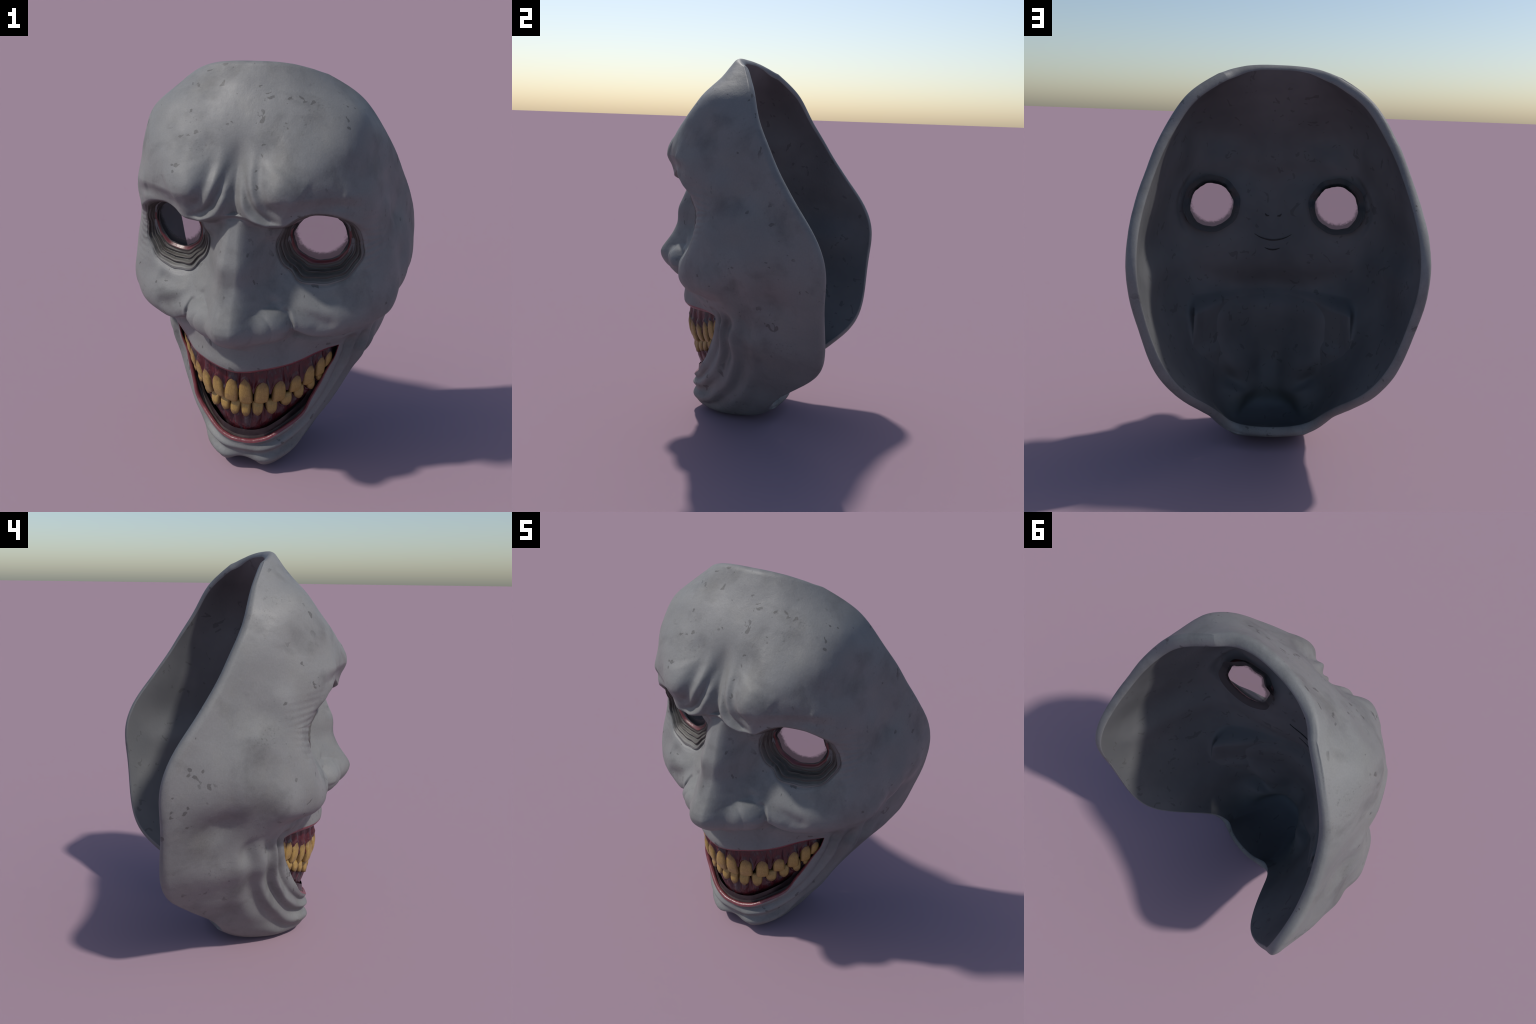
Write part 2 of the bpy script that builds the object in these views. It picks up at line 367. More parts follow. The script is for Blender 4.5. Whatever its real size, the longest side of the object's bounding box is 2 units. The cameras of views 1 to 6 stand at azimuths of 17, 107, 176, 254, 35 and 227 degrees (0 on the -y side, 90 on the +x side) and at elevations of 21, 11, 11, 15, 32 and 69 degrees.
def outer_surface(a):
    P = a[:, :3].copy(); N = a[:, 3:6]
    x, y, z = P[:, 0].copy(), P[:, 1].copy(), P[:, 2].copy()
    ax = np.abs(x)
    front = sstep(.15, -.02, y)
    yb = y.copy()
    # --- brow and glabella furrows
    def groove(line, width, depth, t0=.15, t1=.85):
        d, t, _ = poly_dist(ax, z, smooth_line(line))
        tap = sstep(0, t0, t) * sstep(1, t1, t) if t0 > 0 else sstep(1, t1, t)
        return gauss(d, width) * depth * tap * front
    # overhanging edge of the brow above the eye sockets
    ez = pchip(BROW_EDGE_X, BROW_EDGE_Z, ax)
    k = sstep(-.034, .028, z - ez)
    yy = pchip(SOCK_X, SOCK_Y, ax) * (1 - k) + pchip(BROW_X, BROW_Y, ax) * k
    w = sstep(1.25, 1.30, z) * sstep(1.50, 1.43, z) * sstep(.60, .50, ax) * front
    y += (yy - y) * w
    y += groove([(0, 1.74), (0, 1.64), (0, 1.52), (0, 1.40)], .022, .024, .65, .98)
    y += groove([(.020, 1.68), (.036, 1.59), (.062, 1.51), (.098, 1.440), (.155, 1.395), (.25, 1.375)], .014, .024, .55, .75)
    y += groove([(.100, 1.73), (.106, 1.62), (.120, 1.53), (.150, 1.460), (.205, 1.415), (.27, 1.405)], .022, .020, .60, .70)
    y += groove([(.10, 1.74), (.15, 1.68), (.22, 1.655)], .03, .008, .5, .5)
    y -= groove([(.014, 1.58), (.024, 1.52), (.045, 1.455), (.075, 1.41), (.13, 1.378), (.22, 1.362)], .012, .008, .4, .6)
    y -= groove([(.066, 1.72), (.076, 1.58), (.098, 1.50), (.128, 1.440), (.18, 1.402)], .018, .010, .5, .6)
    y -= groove([(.22, 1.62), (.20, 1.54), (.215, 1.47), (.27, 1.43)], .050, .010)
    # brow ridge highlight shelf above the outer eye
    y -= groove([(.22, 1.47), (.32, 1.445), (.42, 1.43), (.50, 1.40)], .020, .010)
    y += groove([(.30, 1.53), (.38, 1.495), (.47, 1.48)], .03, .010)
    # --- nose
    zr = np.clip(z, NOSE_Z[0], NOSE_Z[-1])
    yr = pchip(NOSE_Z, NOSE_Y, zr); na = pchip(NOSE_Z, NOSE_A, zr); nw = pchip(NOSE_Z, NOSE_W, zr)
    yr = yr + (1.2 + 1.6 * gauss(z - .89, .06)) * ax ** 2
    s = sstep(0, 1, np.clip((ax - na * .6) / (nw - na * .6), 0, 1))
    inn = (z > NOSE_Z[0] - .01) & (z < NOSE_Z[-1]) & (ax < nw)
    ends = sstep(NOSE_Z[0] - .01, NOSE_Z[0] + .012, z) * sstep(NOSE_Z[-1], NOSE_Z[-1] - .03, z)
    yn = yr + (y - yr) * s
    y = np.where(inn, np.minimum(y, y + (yn - y) * ends), y)
    def blob(c, r, k):
        nonlocal y
        q = 1 - ((ax - c[0]) / r[0]) ** 2 - ((z - c[2]) / r[2]) ** 2
        e = np.where(q > 0, c[1] - r[1] * np.sqrt(np.maximum(q, 0)), c[1] - r[1] * q * 1.2)
        y = np.where(front > 0, smin(y, e, k), y)
    blob((0, -.436, .895), (.112, .120, .090), .030)            # ball of the tip
    blob((.128, -.338, .890), (.120, .112, .094), .060)
    blob((.080, -.372, .888), (.105, .098, .086), .075)         # wings
    # --- cheeks: apple with an overhanging lower edge
    sd = z - pchip(CHEEK_X, CHEEK_Z, ax)
    fade = sstep(.20, .28, ax) * sstep(.66, .54, ax) * front
    y -= .034 * fade * sstep(-.012, .028, sd) * gauss(np.maximum(sd, 0), .07)
    y += .024 * fade * gauss(sd + .016, .016)
    # folds running from the nose over the cheek
    y += groove([(.13, 1.05), (.18, .98), (.225, .93), (.248, .875)], .012, .014, .3, .9)
    y += groove([(.17, 1.09), (.215, 1.02), (.28, .955), (.36, .905), (.46, .875)], .022, .012)
    y -= groove([(.155, 1.06), (.20, .985), (.265, .92), (.36, .865)], .024, .006)
    y += groove([(.205, .975), (.238, .935), (.252, .89), (.243, .845)], .009, .020, .25, .85)     # crease behind the wing
    y += groove([(.19, 1.14), (.235, 1.06), (.30, 1.01), (.37, .995), (.46, 1.01)], .022, .014)
    # --- eyelids
    rho = eye_rho(x, z); ang = np.arctan2(z - EYE[1], ax - EYE[0])
    low = sstep(.45, -.35, np.sin(ang))
    er = np.clip(eye_lid(x, z), 0, 3)
    y += front * (.045 * sstep(1.05, .05, er) + .016 * gauss(er - .9, .35) * low)
    wob = .10 * np.sin(3 * ang + .6) + .06 * np.sin(5 * ang + 1.3) + .05 * np.sin(7 * ang) + .04 * np.sin(11 * ang + 2)
    rr = er + wob * er * .8
    wr = gauss(rr - .17, .08) * .012                                   # red lid roll
    # overlapping folds: each swells outwards and drops into a sharp crease
    for c0, c1, h in ((.28, .44, .009), (.44, .62, .011), (.62, .84, .012), (.84, 1.10, .012)):
        f = np.clip((rr - c0) / (c1 - c0), 0, 1)
        wr = wr + h * np.sin(np.pi * f ** .7) * np.where((f > 0) & (f < 1), 1, 0) * (.22 + .78 * low) * (.75 + .35 * np.sin(2 * ang + 9 * c0))
        wr = wr - .006 * gauss(rr - c1, .035) * (.25 + .75 * low)
    y -= front * wr * sstep(1.5, 1.3, er)
    # crow's feet
    cf = gauss(ax - .565, .035) * gauss(z - 1.25, .10)
    y += cf * .0018 * np.sin((z - 1.25 + .25 * (ax - .5) * np.sign(z - 1.25)) * 210)
    # --- mouth folds: rings that run parallel to the lower lip, round the corner
    dl, tl = lip_distance(ax, yb, z)
    side = sstep(.02, .35, tl)
    dl = dl + .016 * noise3(P * 4.5 + 3) * sstep(.02, .12, dl)
    amp = 1 + .8 * noise3(P * np.array([6, 6, 3.0]) + 11)
    out = sstep(.70, .62, z) * (ax > 0)
    r = np.zeros(len(x))
    k = 1 + .0 * side
    for c, w, h in ((.034, .011, -.012), (.062, .014, .011), (.098, .016, -.012), (.140, .020, .013), (.190, .022, -.010), (.235, .03, .006)):
        r = r + gauss(dl - c * (.72 + .40 * side), w) * h * (.65 + .5 * side)
    topfade = sstep(.76, .66, z) * sstep(.0, .09, z) * np.maximum(sstep(.66, .60, z), sstep(.425, .450, ax))
    disp = r * amp * topfade * sstep(.0, .022, dl) * (mouth_level(x, z) < .02)
    # chin lumps and cleft
    y -= .018 * gauss(ax - .115, .05) * gauss(z - .035, .045) * front
    y += .014 * gauss(ax, .035) * gauss(z - .05, .04) * front
    z2 = z + .055 * gauss(ax, .045) * gauss(yb + .30, .05) * sstep(.10, .02, z)
    # --- cheek side hollows
    sd_w = sstep(.0, .08, yb)
    disp = disp - .012 * gauss(yb - .10 - .25 * (1 - z), .035) * gauss(z - .86, .14) * sstep(.35, .5, ax)
    disp = disp - .010 * gauss(yb - .27, .045) * gauss(z - .93, .14)
    disp = disp - .012 * gauss(yb - .05, .10) * gauss(z - 1.45, .10)
    disp = disp - .032 * gauss(z - .83, .06) * gauss(yb - .30, .09)
    disp = disp + .026 * gauss(z - .60, .06) * gauss(yb - .10, .11) + .012 * gauss(z - .57, .07) * gauss(yb - .38, .12)
    disp = disp - .016 * gauss(z - 1.57, .06) * gauss(yb + .21, .07) - .012 * gauss(z - 1.40, .07) * gauss(yb - .17, .06)
    disp = disp + .014 * gauss(z - 1.36, .05) * gauss(yb - .01, .04) + .018 * gauss(z - .915, .05) * gauss(yb + .02, .06)
    y = y + front * (.017 * gauss(ax - .50, .07) * gauss(z - 1.0, .06) + .014 * gauss(ax - .32, .09) * gauss(z - 1.77, .05)
                     - .016 * gauss(ax, .09) * gauss(z - 1.53, .07) - .008 * gauss(ax, .12) * gauss(z - 1.76, .06)
                     - .018 * gauss(ax - .18, .045) * gauss(z - 1.0, .05) - .012 * gauss(ax - .27, .05) * gauss(z - .90, .04))
    disp = disp - .018 * gauss(z - 1.11, .06) * gauss(yb - .11, .06) - .011 * gauss(z - 1.31, .05) * gauss(yb - .13, .06)
    disp = disp - .013 * gauss(z - 1.62, .06) * gauss(yb + .05, .06) + .014 * gauss(z - .87, .04) * gauss(yb + .02, .05)
    disp = disp - .014 * gauss(z - .28, .05) * gauss(yb - .20, .07) - .010 * gauss(z - .79, .04) * gauss(yb - .32, .07)
    y = y + front * (-.012 * gauss(ax - .20, .06) * gauss(z - 1.57, .05) - .012 * gauss(ax - .05, .05) * gauss(z - 1.55, .06)
                     - .018 * gauss(ax - .20, .05) * gauss(z - 1.03, .05) + .012 * gauss(ax - .46, .10) * gauss(z - 1.04, .07)
                     + .011 * gauss(ax - .39, .06) * gauss(z - 1.55, .05) - .013 * gauss(z - .668, .03) * sstep(.36, .22, ax))
    y = y - front * (.016 * gauss(ax - .30, .05) * gauss(z - .985, .04) + .008 * gauss(ax - .22, .05) * gauss(z - 1.07, .04))
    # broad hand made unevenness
    disp = disp + .0024 * noise3(P * 7.0) + .0005 * noise3(P * 24.0 + 7)
    # the skin turns in towards the rim
    iv = a[:, 10] * (NV - 1); iu = (1 - np.abs(a[:, 9])) * (NU - 1)
    near = np.minimum(np.minimum(iv, NV - 1 - iv) * .0032, iu * .005)
    disp = disp - .008 * np.clip(1 - near / .030, 0, 1) ** 2.5
    Q = np.stack([x, y, z2], 1) + N * disp[:, None]
    return Q

O = outer_surface(M2.a)
I1 = M1.a[:, 6:9]

# ---------------------------------------------------------------- assemble skin
verts = [O]; faces = []; region = []      # region ids
off_in = len(O)
verts.append(I1)
def add_faces(f, reg):
    faces.append(np.asarray(f)); region.append(np.full(len(f), reg) if np.isscalar(reg) else np.asarray(reg))

REG = ['forehead', 'brow', 'eyelid', 'nose', 'cheek', 'upper_lip', 'lower_lip', 'chin', 'jaw', 'rim', 'lining', 'mouth_wall', 'mouth_floor', 'eye_socket']
RID = {n: i for i, n in enumerate(REG)}
def classify(c):
    x, y, z = np.abs(c[:, 0]), c[:, 1], c[:, 2]
    r = np.full(len(c), RID['cheek'])
    r[z > 1.385] = RID['brow']; r[z > 1.60] = RID['forehead']
    r[(z < .74) & (y > -.0)] = RID['jaw']; r[(z < .655)] = RID['jaw']
    r[(z < .74) & (x < .40) & (z > .6)] = RID['cheek']
    nw = pchip(NOSE_Z, NOSE_W, np.clip(z, .745, 1.385))
    wing = (np.hypot((x - .16) / .083, (z - .888) / .09) < 1)
    r[(z > .745) & (z < 1.385) & ((x < nw * .85) | wing) & (y < -.2)] = RID['nose']
    r[(z < .22) & (x < .20) & (y < -.1)] = RID['chin']
    er = eye_lid(c[:, 0], z)
    r[(er < 1.35) & (y < .05)] = RID['eyelid']
    return r
cent = M2.a[M2.f, :3].mean(1)
add_faces(M2.f, classify(cent))
add_faces(M1.f[:, ::-1] + off_in, RID['lining'])

nv_total = len(O) + len(I1)
def add_verts(p):
    global nv_total
    o = nv_total; verts.append(p); nv_total += len(p); return o

def bridge(la, lb, reg, flip=False):
    n = len(la); k = np.arange(n); m = (k + 1) % n
    f = np.stack([la[k], lb[k], lb[m], la[m]], 1)
    add_faces(f[:, ::-1] if flip else f, reg)

# rim: outer border of M2 and M1 (same u,v order)
lo = border_loops(M2.f); li = border_loops(M1.f)
def loop_kind(me, l):
    c = me.a[l, :3]
    if np.ptp(c[:, 0]) > .9 and np.ptp(c[:, 2]) > 1.2: return 'rim'
    return 'mouth' if c[:, 2].mean() < .9 else ('eyeR' if c[:, 0].mean() > 0 else 'eyeL')
LO = {loop_kind(M2, l): l for l in lo}; LI = {loop_kind(M1, l): l for l in li}
def match(a, la, b, lb):
    """same loop in both meshes: start both at the same parameter point"""
    ka = {tuple(np.round(a[i, 9:11], 7)): n for n, i in enumerate(la)}
    s = ka[tuple(np.round(b[lb[0], 9:11], 7))]
    la = np.roll(la, -s)
    return la
# rim with a rounded edge
ra, rb = LO['rim'], LI['rim']; ra = match(M2.a, ra, M1.a, rb)
po, pi_ = O[ra], I1[rb]
outn = M2.a[ra, 3:6]
across = pi_ - po; al = np.linalg.norm(across, axis=1)[:, None]; across = across / al
gi = np.round((M2.a[ra, 10]) * (NV - 1)).astype(int); gj = np.round((M2.a[ra, 9] + 1) / 2 * (NW - 1)).astype(int)
back = base[gi, gj] - base[np.clip(gi, 6, NV - 7), np.clip(gj, 6, NW - 7)]
tg = np.roll(po, -3, 0) - np.roll(po, 3, 0)
for _ in range(40): tg = (np.roll(tg, 1, 0) + tg * 2 + np.roll(tg, -1, 0)) / 4
tg /= np.linalg.norm(tg, axis=1)[:, None]
back -= tg * (back * tg).sum(1)[:, None]
for _ in range(120):
    back = (np.roll(back, 1, 0) + back * 2 + np.roll(back, -1, 0)) / 4
back -= across * (back * across).sum(1)[:, None]
back /= np.linalg.norm(back, axis=1)[:, None]
prev = ra
for f, h in ((.07, .0035), (.18, .0065), (.38, .009), (.62, .009), (.82, .0065), (.93, .0035)):
    o = add_verts(po + across * al * f + back * h)
    cur = o + np.arange(len(ra)); bridge(prev, cur, RID['rim']); prev = cur
bridge(prev, rb + off_in, RID['rim'])
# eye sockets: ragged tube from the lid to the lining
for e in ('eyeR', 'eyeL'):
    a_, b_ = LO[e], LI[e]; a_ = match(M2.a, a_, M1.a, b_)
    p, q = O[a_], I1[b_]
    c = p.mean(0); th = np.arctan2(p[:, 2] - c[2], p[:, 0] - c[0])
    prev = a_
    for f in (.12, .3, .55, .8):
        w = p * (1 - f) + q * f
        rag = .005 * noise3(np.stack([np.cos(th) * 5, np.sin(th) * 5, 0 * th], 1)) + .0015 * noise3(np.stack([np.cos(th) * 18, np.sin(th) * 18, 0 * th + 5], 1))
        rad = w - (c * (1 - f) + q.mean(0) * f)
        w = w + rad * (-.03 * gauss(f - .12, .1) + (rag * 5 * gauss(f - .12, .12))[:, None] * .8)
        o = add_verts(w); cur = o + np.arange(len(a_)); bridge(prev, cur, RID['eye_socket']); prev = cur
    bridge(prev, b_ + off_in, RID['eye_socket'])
# thin film across each eye hole (built later from these loops)
FILM = {e: O[LO[e]] for e in ('eyeR', 'eyeL')}
# lips: red edge rolled in, then the wall of the mouth
lm = LO['mouth']; p = O[lm]
cz = np.where(p[:, 2] > np.interp(np.abs(p[:, 0]), [0, .42], [.42, .68]), 1.0, -1.0)   # +1 upper, -1 lower
corner = sstep(.33, .42, np.abs(p[:, 0]))
tang = np.roll(p, -1, 0) - np.roll(p, 1, 0); tang /= np.linalg.norm(tang, axis=1)[:, None]
outw = np.cross(tang, np.array([0, 1.0, 0])); outw /= np.linalg.norm(outw, axis=1)[:, None] + 1e-9
for _ in range(12): outw = (np.roll(outw, 1, 0) + 2 * outw + np.roll(outw, -1, 0)) / 4
ctr = np.array([0, 0, .45]); flip = np.sign((outw * (p - ctr)).sum(1)); outw *= flip[:, None]
prev = lm
upper = cz > 0
for k, (dy, do) in enumerate(((.003, -.008), (.011, -.0145), (.023, -.0125), (.036, -.002), (.060, .004), (.090, .0), (.115, -.02))):
    w = p + outw * do * (1 - .6 * corner)[:, None] + np.array([0, 1.0, 0]) * dy * (1 - .55 * corner)[:, None]
    if k >= 4:                     # the floor of the mouth runs back to the foot of the gum
        g = (k - 3) / 3 * (~upper) * (1 - corner)
        w[:, 1] += g * np.maximum(np.interp(np.abs(w[:, 0]), TOOTH_X, TOOTH_Y) + .06 - w[:, 1], 0)
        w[:, 2] += g * .042
    w[:, 1] = np.minimum(w[:, 1], np.maximum(np.interp(np.abs(w[:, 0]), TOOTH_X, TOOTH_Y) + .046 - .02 * sstep(.25, .36, np.abs(w[:, 0])), p[:, 1] + .0035 * (k + 1)))
    o = add_verts(w); cur = o + np.arange(len(lm))
    n = len(lm)
    reg = np.where(upper, RID['upper_lip'], RID['lower_lip']) if k < 4 else np.full(n, RID['mouth_wall' if k < 6 else 'mouth_floor'])
    kk = np.arange(n); mm = (kk + 1) % n
    add_faces(np.stack([prev[kk], cur[kk], cur[mm], prev[mm]], 1), reg)
    prev = cur

V = np.concatenate(verts); F = np.concatenate(faces); R = np.concatenate(region)
V[:, 2] -= V[:, 2].min()

def vertex_normals(V, F):
    d1 = V[F[:, 2]] - V[F[:, 0]]; d2 = V[F[:, 3]] - V[F[:, 1]]
    tri = F[:, 3] == F[:, 2]
    n = np.cross(d1, d2)
    n[tri] = np.cross(V[F[tri, 1]] - V[F[tri, 0]], V[F[tri, 2]] - V[F[tri, 0]])
    vn = np.zeros_like(V)
    for k in range(4): 
        np.add.at(vn, F[:, k], n)
    return vn / (np.linalg.norm(vn, axis=1)[:, None] + 1e-15)
VN = vertex_normals(V, F)

def mesh_from(name, V, F, VN=None):
    used = np.unique(F); rm = -np.ones(len(V), int); rm[used] = np.arange(len(used))
    f = rm[F]; tri = f[:, 3] == f[:, 2]
    me = bpy.data.meshes.new(name)
    cnt = np.where(tri, 3, 4)
    loops = f.reshape(-1)[np.stack([np.ones(len(f), bool)] * 3 + [~tri], 1).reshape(-1)]
    start = np.concatenate([[0], np.cumsum(cnt)[:-1]])
    me.vertices.add(len(used)); me.vertices.foreach_set('co', V[used].astype(np.float32).ravel())
    me.loops.add(len(loops)); me.loops.foreach_set('vertex_index', loops.astype(np.int32))
    me.polygons.add(len(f)); me.polygons.foreach_set('loop_start', start.astype(np.int32))
    me.polygons.foreach_set('loop_total', cnt.astype(np.int32))
    me.polygons.foreach_set('use_smooth', np.ones(len(f), bool))
    me.update(calc_edges=True); me.validate()
    if VN is not None and len(me.vertices) == len(used):
        me.normals_split_custom_set_from_vertices(VN[used].astype(np.float32).tolist())
    return me

# ---------------------------------------------------------------- materials
class NT:
    def __init__(s, name):
        s.m = bpy.data.materials.new(name); s.m.use_nodes = True
        s.t = s.m.node_tree; s.t.nodes.clear()
        s.out = s.t.nodes.new('ShaderNodeOutputMaterial')
        s.b = s.t.nodes.new('ShaderNodeBsdfPrincipled'); s.l(s.b.outputs[0], s.out.inputs[0])
        s.co = s.t.nodes.new('ShaderNodeTexCoord').outputs['Object']
    def l(s, a, b): s.t.links.new(a, b)
    def put(s, sock, v):
        if hasattr(v, 'links') or isinstance(v, bpy.types.NodeSocket): s.l(v, sock)
        else: sock.default_value = v
    def noise(s, scale, detail=4, rough=.5, dist=0, co=None):
        n = s.t.nodes.new('ShaderNodeTexNoise'); n.inputs['Scale'].default_value = scale
        n.inputs['Detail'].default_value = detail; n.inputs['Roughness'].default_value = rough
        n.inputs['Distortion'].default_value = dist; s.l(co or s.co, n.inputs['Vector']); return n.outputs[0]
    def voro(s, scale, co=None, feat='F1', out=0, rnd=1):
        n = s.t.nodes.new('ShaderNodeTexVoronoi'); n.feature = feat; n.inputs['Scale'].default_value = scale
        n.inputs['Randomness'].default_value = rnd
        s.l(co or s.co, n.inputs['Vector']); return n.outputs[out]
    def ramp(s, f, stops):
        n = s.t.nodes.new('ShaderNodeValToRGB'); e = n.color_ramp.elements
        while len(e) < len(stops): e.new(.5)
        for k, (p, c) in zip(e, stops):
            k.position = p; k.color = (c, c, c, 1) if not hasattr(c, '__len__') else (*c, 1)
        s.l(f, n.inputs[0]); return n.outputs[0]
    def math(s, op, a, b=0., c=0.):
        n = s.t.nodes.new('ShaderNodeMath'); n.operation = op
        for k, v in enumerate((a, b, c)): s.put(n.inputs[k], v)
        return n.outputs[0]
    def mix(s, f, a, b, mode='MIX'):
        n = s.t.nodes.new('ShaderNodeMix'); n.data_type = 'RGBA'; n.blend_type = mode
        s.put(n.inputs['Factor'], f)
        ia = [i for i in n.inputs if i.type == 'RGBA']
        for k, v in zip(ia, (a, b)): s.put(k, v if not isinstance(v, tuple) else (*v, 1))
        return [o for o in n.outputs if o.type == 'RGBA'][0]
    def sep(s, v=None):
        n = s.t.nodes.new('ShaderNodeSeparateXYZ'); s.l(v or s.co, n.inputs[0]); return n.outputs
    def comb(s, x, y, z):
        n = s.t.nodes.new('ShaderNodeCombineXYZ')
        for k, v in enumerate((x, y, z)): s.put(n.inputs[k], v)
        return n.outputs[0]
    def bump(s, h, st, dist=.01):
        n = s.t.nodes.new('ShaderNodeBump'); n.inputs['Strength'].default_value = st; n.inputs['Distance'].default_value = dist
        s.l(h, n.inputs['Height']); s.l(n.outputs[0], s.b.inputs['Normal'])

SKIN = (.235, .240, .240)
def skin_colour(m):
    """weathered grey rubber: soft mottling, dark flaked stains, scratches, grain"""
    c = m.mix(m.ramp(m.noise(2.6, 3, .55), [(.35, 0), (.65, 1)]), (.152, .154, .153), (.184, .184, .182))
    c = m.mix(m.math('MULTIPLY', m.ramp(m.noise(4.2, 4, .6, .3), [(.50, 0), (.70, 1)]), .75), c, (.088, .087, .087))
    c = m.mix(m.math('MULTIPLY', m.ramp(m.noise(7, 3, .6), [(.50, 0), (.75, 1)]), .30), c, (.185, .18, .162))
    # flaked dark spots: sharp edged, few
    big = m.ramp(m.noise(3.1, 2, .5), [(.46, 0), (.54, 1)])
    spot = m.ramp(m.noise(15, 2.5, .6, .25), [(.648, 0), (.663, 1)])
    c = m.mix(m.math('MULTIPLY', m.math('MULTIPLY', spot, big), .72), c, (.055, .052, .05))
    dirt = m.ramp(m.noise(60, 4, .7), [(.55, 0), (.70, 1)])
    patch = m.ramp(m.noise(5.5, 3, .6, .5), [(.56, 0), (.68, 1)])
    c = m.mix(m.math('MULTIPLY', m.math('MULTIPLY', dirt, patch), .7), c, (.062, .06, .057))
    g = m.noise(140, 3, .6)
    c = m.mix(.12, c, m.ramp(g, [(.3, .09), (.7, .24)]))
    return c
def skin_bump(m):
    h = m.math('ADD', m.math('MULTIPLY', m.noise(55, 4, .6), .6), m.math('MULTIPLY', m.noise(180, 2, .6), .25))
    m.bump(h, .16, .01)

def mat_skin():
    m = NT('skin_rubber'); m.put(m.b.inputs['Base Color'], skin_colour(m))
    m.put(m.b.inputs['Roughness'], m.ramp(m.noise(9, 3), [(.3, .50), (.7, .66)])); m.b.inputs['Specular IOR Level'].default_value = .35
    skin_bump(m); return m.m
def mat_lining():
    m = NT('lining_rubber')
    c = m.mix(m.ramp(m.noise(2.6, 3, .55), [(.35, 0), (.65, 1)]), (.10, .102, .106), (.135, .135, .137))
    spot = m.ramp(m.noise(17, 2, .6, .8), [(.65, 0), (.67, 1)]); c = m.mix(m.math('MULTIPLY', spot, .5), c, (.06, .06, .058))
    m.put(m.b.inputs['Base Color'], c); m.b.inputs['Roughness'].default_value = .65; m.b.inputs['Specular IOR Level'].default_value = .3
    skin_bump(m); return m.m
def eye_rings(m):
    """the lid measure of eye_lid(), written in nodes"""
    o = m.sep(); ax = m.math('ABSOLUTE', o[0])
    dx = m.math('DIVIDE', m.math('SUBTRACT', ax, EYE[0]), .178)
    dz = m.math('SUBTRACT', o[2], EYE[1])
    up = m.math('GREATER_THAN', dz, 0.)
    dz = m.math('DIVIDE', dz, m.math('SUBTRACT', .194, m.math('MULTIPLY', up, .029)))
    rho = m.math('SQRT', m.math('ADD', m.math('MULTIPLY', dx, dx), m.math('MULTIPLY', dz, dz)))
    hx = m.math('SUBTRACT', ax, EYE_C[0]); hz = m.math('SUBTRACT', o[2], EYE_C[1])
    h = m.math('SQRT', m.math('ADD', m.math('MULTIPLY', hx, hx), m.math('MULTIPLY', hz, hz)))
    a = m.math('SUBTRACT', h, EYE_R); b = m.math('MULTIPLY', m.math('SUBTRACT', 1., rho), .18)
    inn = m.math('GREATER_THAN', b, 0.)
    r_in = m.math('DIVIDE', a, m.math('MAXIMUM', m.math('ADD', a, b), .0005))
    r_out = m.math('SUBTRACT', 1., m.math('DIVIDE', b, .055))
    er = m.math('ADD', m.math('MULTIPLY', inn, r_in), m.math('MULTIPLY', m.math('SUBTRACT', 1., inn), r_out))
    # the same waviness as the modelled folds
    th = m.math('ARCTAN2', m.math('SUBTRACT', o[2], EYE[1]), m.math('SUBTRACT', ax, EYE[0]))
    wob = m.math('ADD', m.math('MULTIPLY', m.math('SINE', m.math('MULTIPLY_ADD', th, 3., .6)), .08),
                 m.math('ADD', m.math('MULTIPLY', m.math('SINE', m.math('MULTIPLY', th, 7.)), .04),
                        m.math('ADD', m.math('MULTIPLY', m.math('SINE', m.math('MULTIPLY_ADD', th, 5., 1.3)), .048),
                               m.math('MULTIPLY', m.math('SINE', m.math('MULTIPLY_ADD', th, 11., 2.)), .032))))
    return m.math('MULTIPLY', er, m.math('ADD', 1., wob))
def mat_eyelid():
    m = NT('eyelid_skin'); c = skin_colour(m)
    r = m.math('MULTIPLY', eye_rings(m), .5)                # ramps run 0..1, the lids 0..2
    soft = m.math('ADD', r, m.math('MULTIPLY', m.math('SUBTRACT', m.noise(11, 3), .5), .10))
    c = m.mix(m.ramp(soft, [(.30, .88), (.46, .72), (.62, 0.)]), c, (.042, .037, .030))
    c = m.mix(m.ramp(r, [(.045, 0), (.07, 1), (.13, 1), (.155, 0)]), c, (.105, .022, .024))
    c = m.mix(m.ramp(r, [(.035, 1), (.06, 0)]), c, (.010, .010, .012))
    for p, k in ((.155, .9), (.22, .85), (.31, .85), (.42, .85), (.55, .7)):
        line = m.ramp(r, [(p - .020, 0), (p, 1), (p + .016, 0)])
        c = m.mix(m.math('MULTIPLY', line, k), c, (.022, .011, .010))
    m.put(m.b.inputs['Base Color'], c)
    m.put(m.b.inputs['Roughness'], m.ramp(r, [(.13, .34), (.17, .55)])); skin_bump(m); return m.m
def mat_plain(name, c0, c1, rough, scale=12, spec=.5, bump=.15):
    m = NT(name); m.put(m.b.inputs['Base Color'], m.mix(m.ramp(m.noise(scale, 4, .6), [(.35, 0), (.65, 1)]), c0, c1))
    m.b.inputs['Roughness'].default_value = rough; m.b.inputs['Specular IOR Level'].default_value = spec
    m.bump(m.noise(scale * 4, 3), bump, .01); return m.m
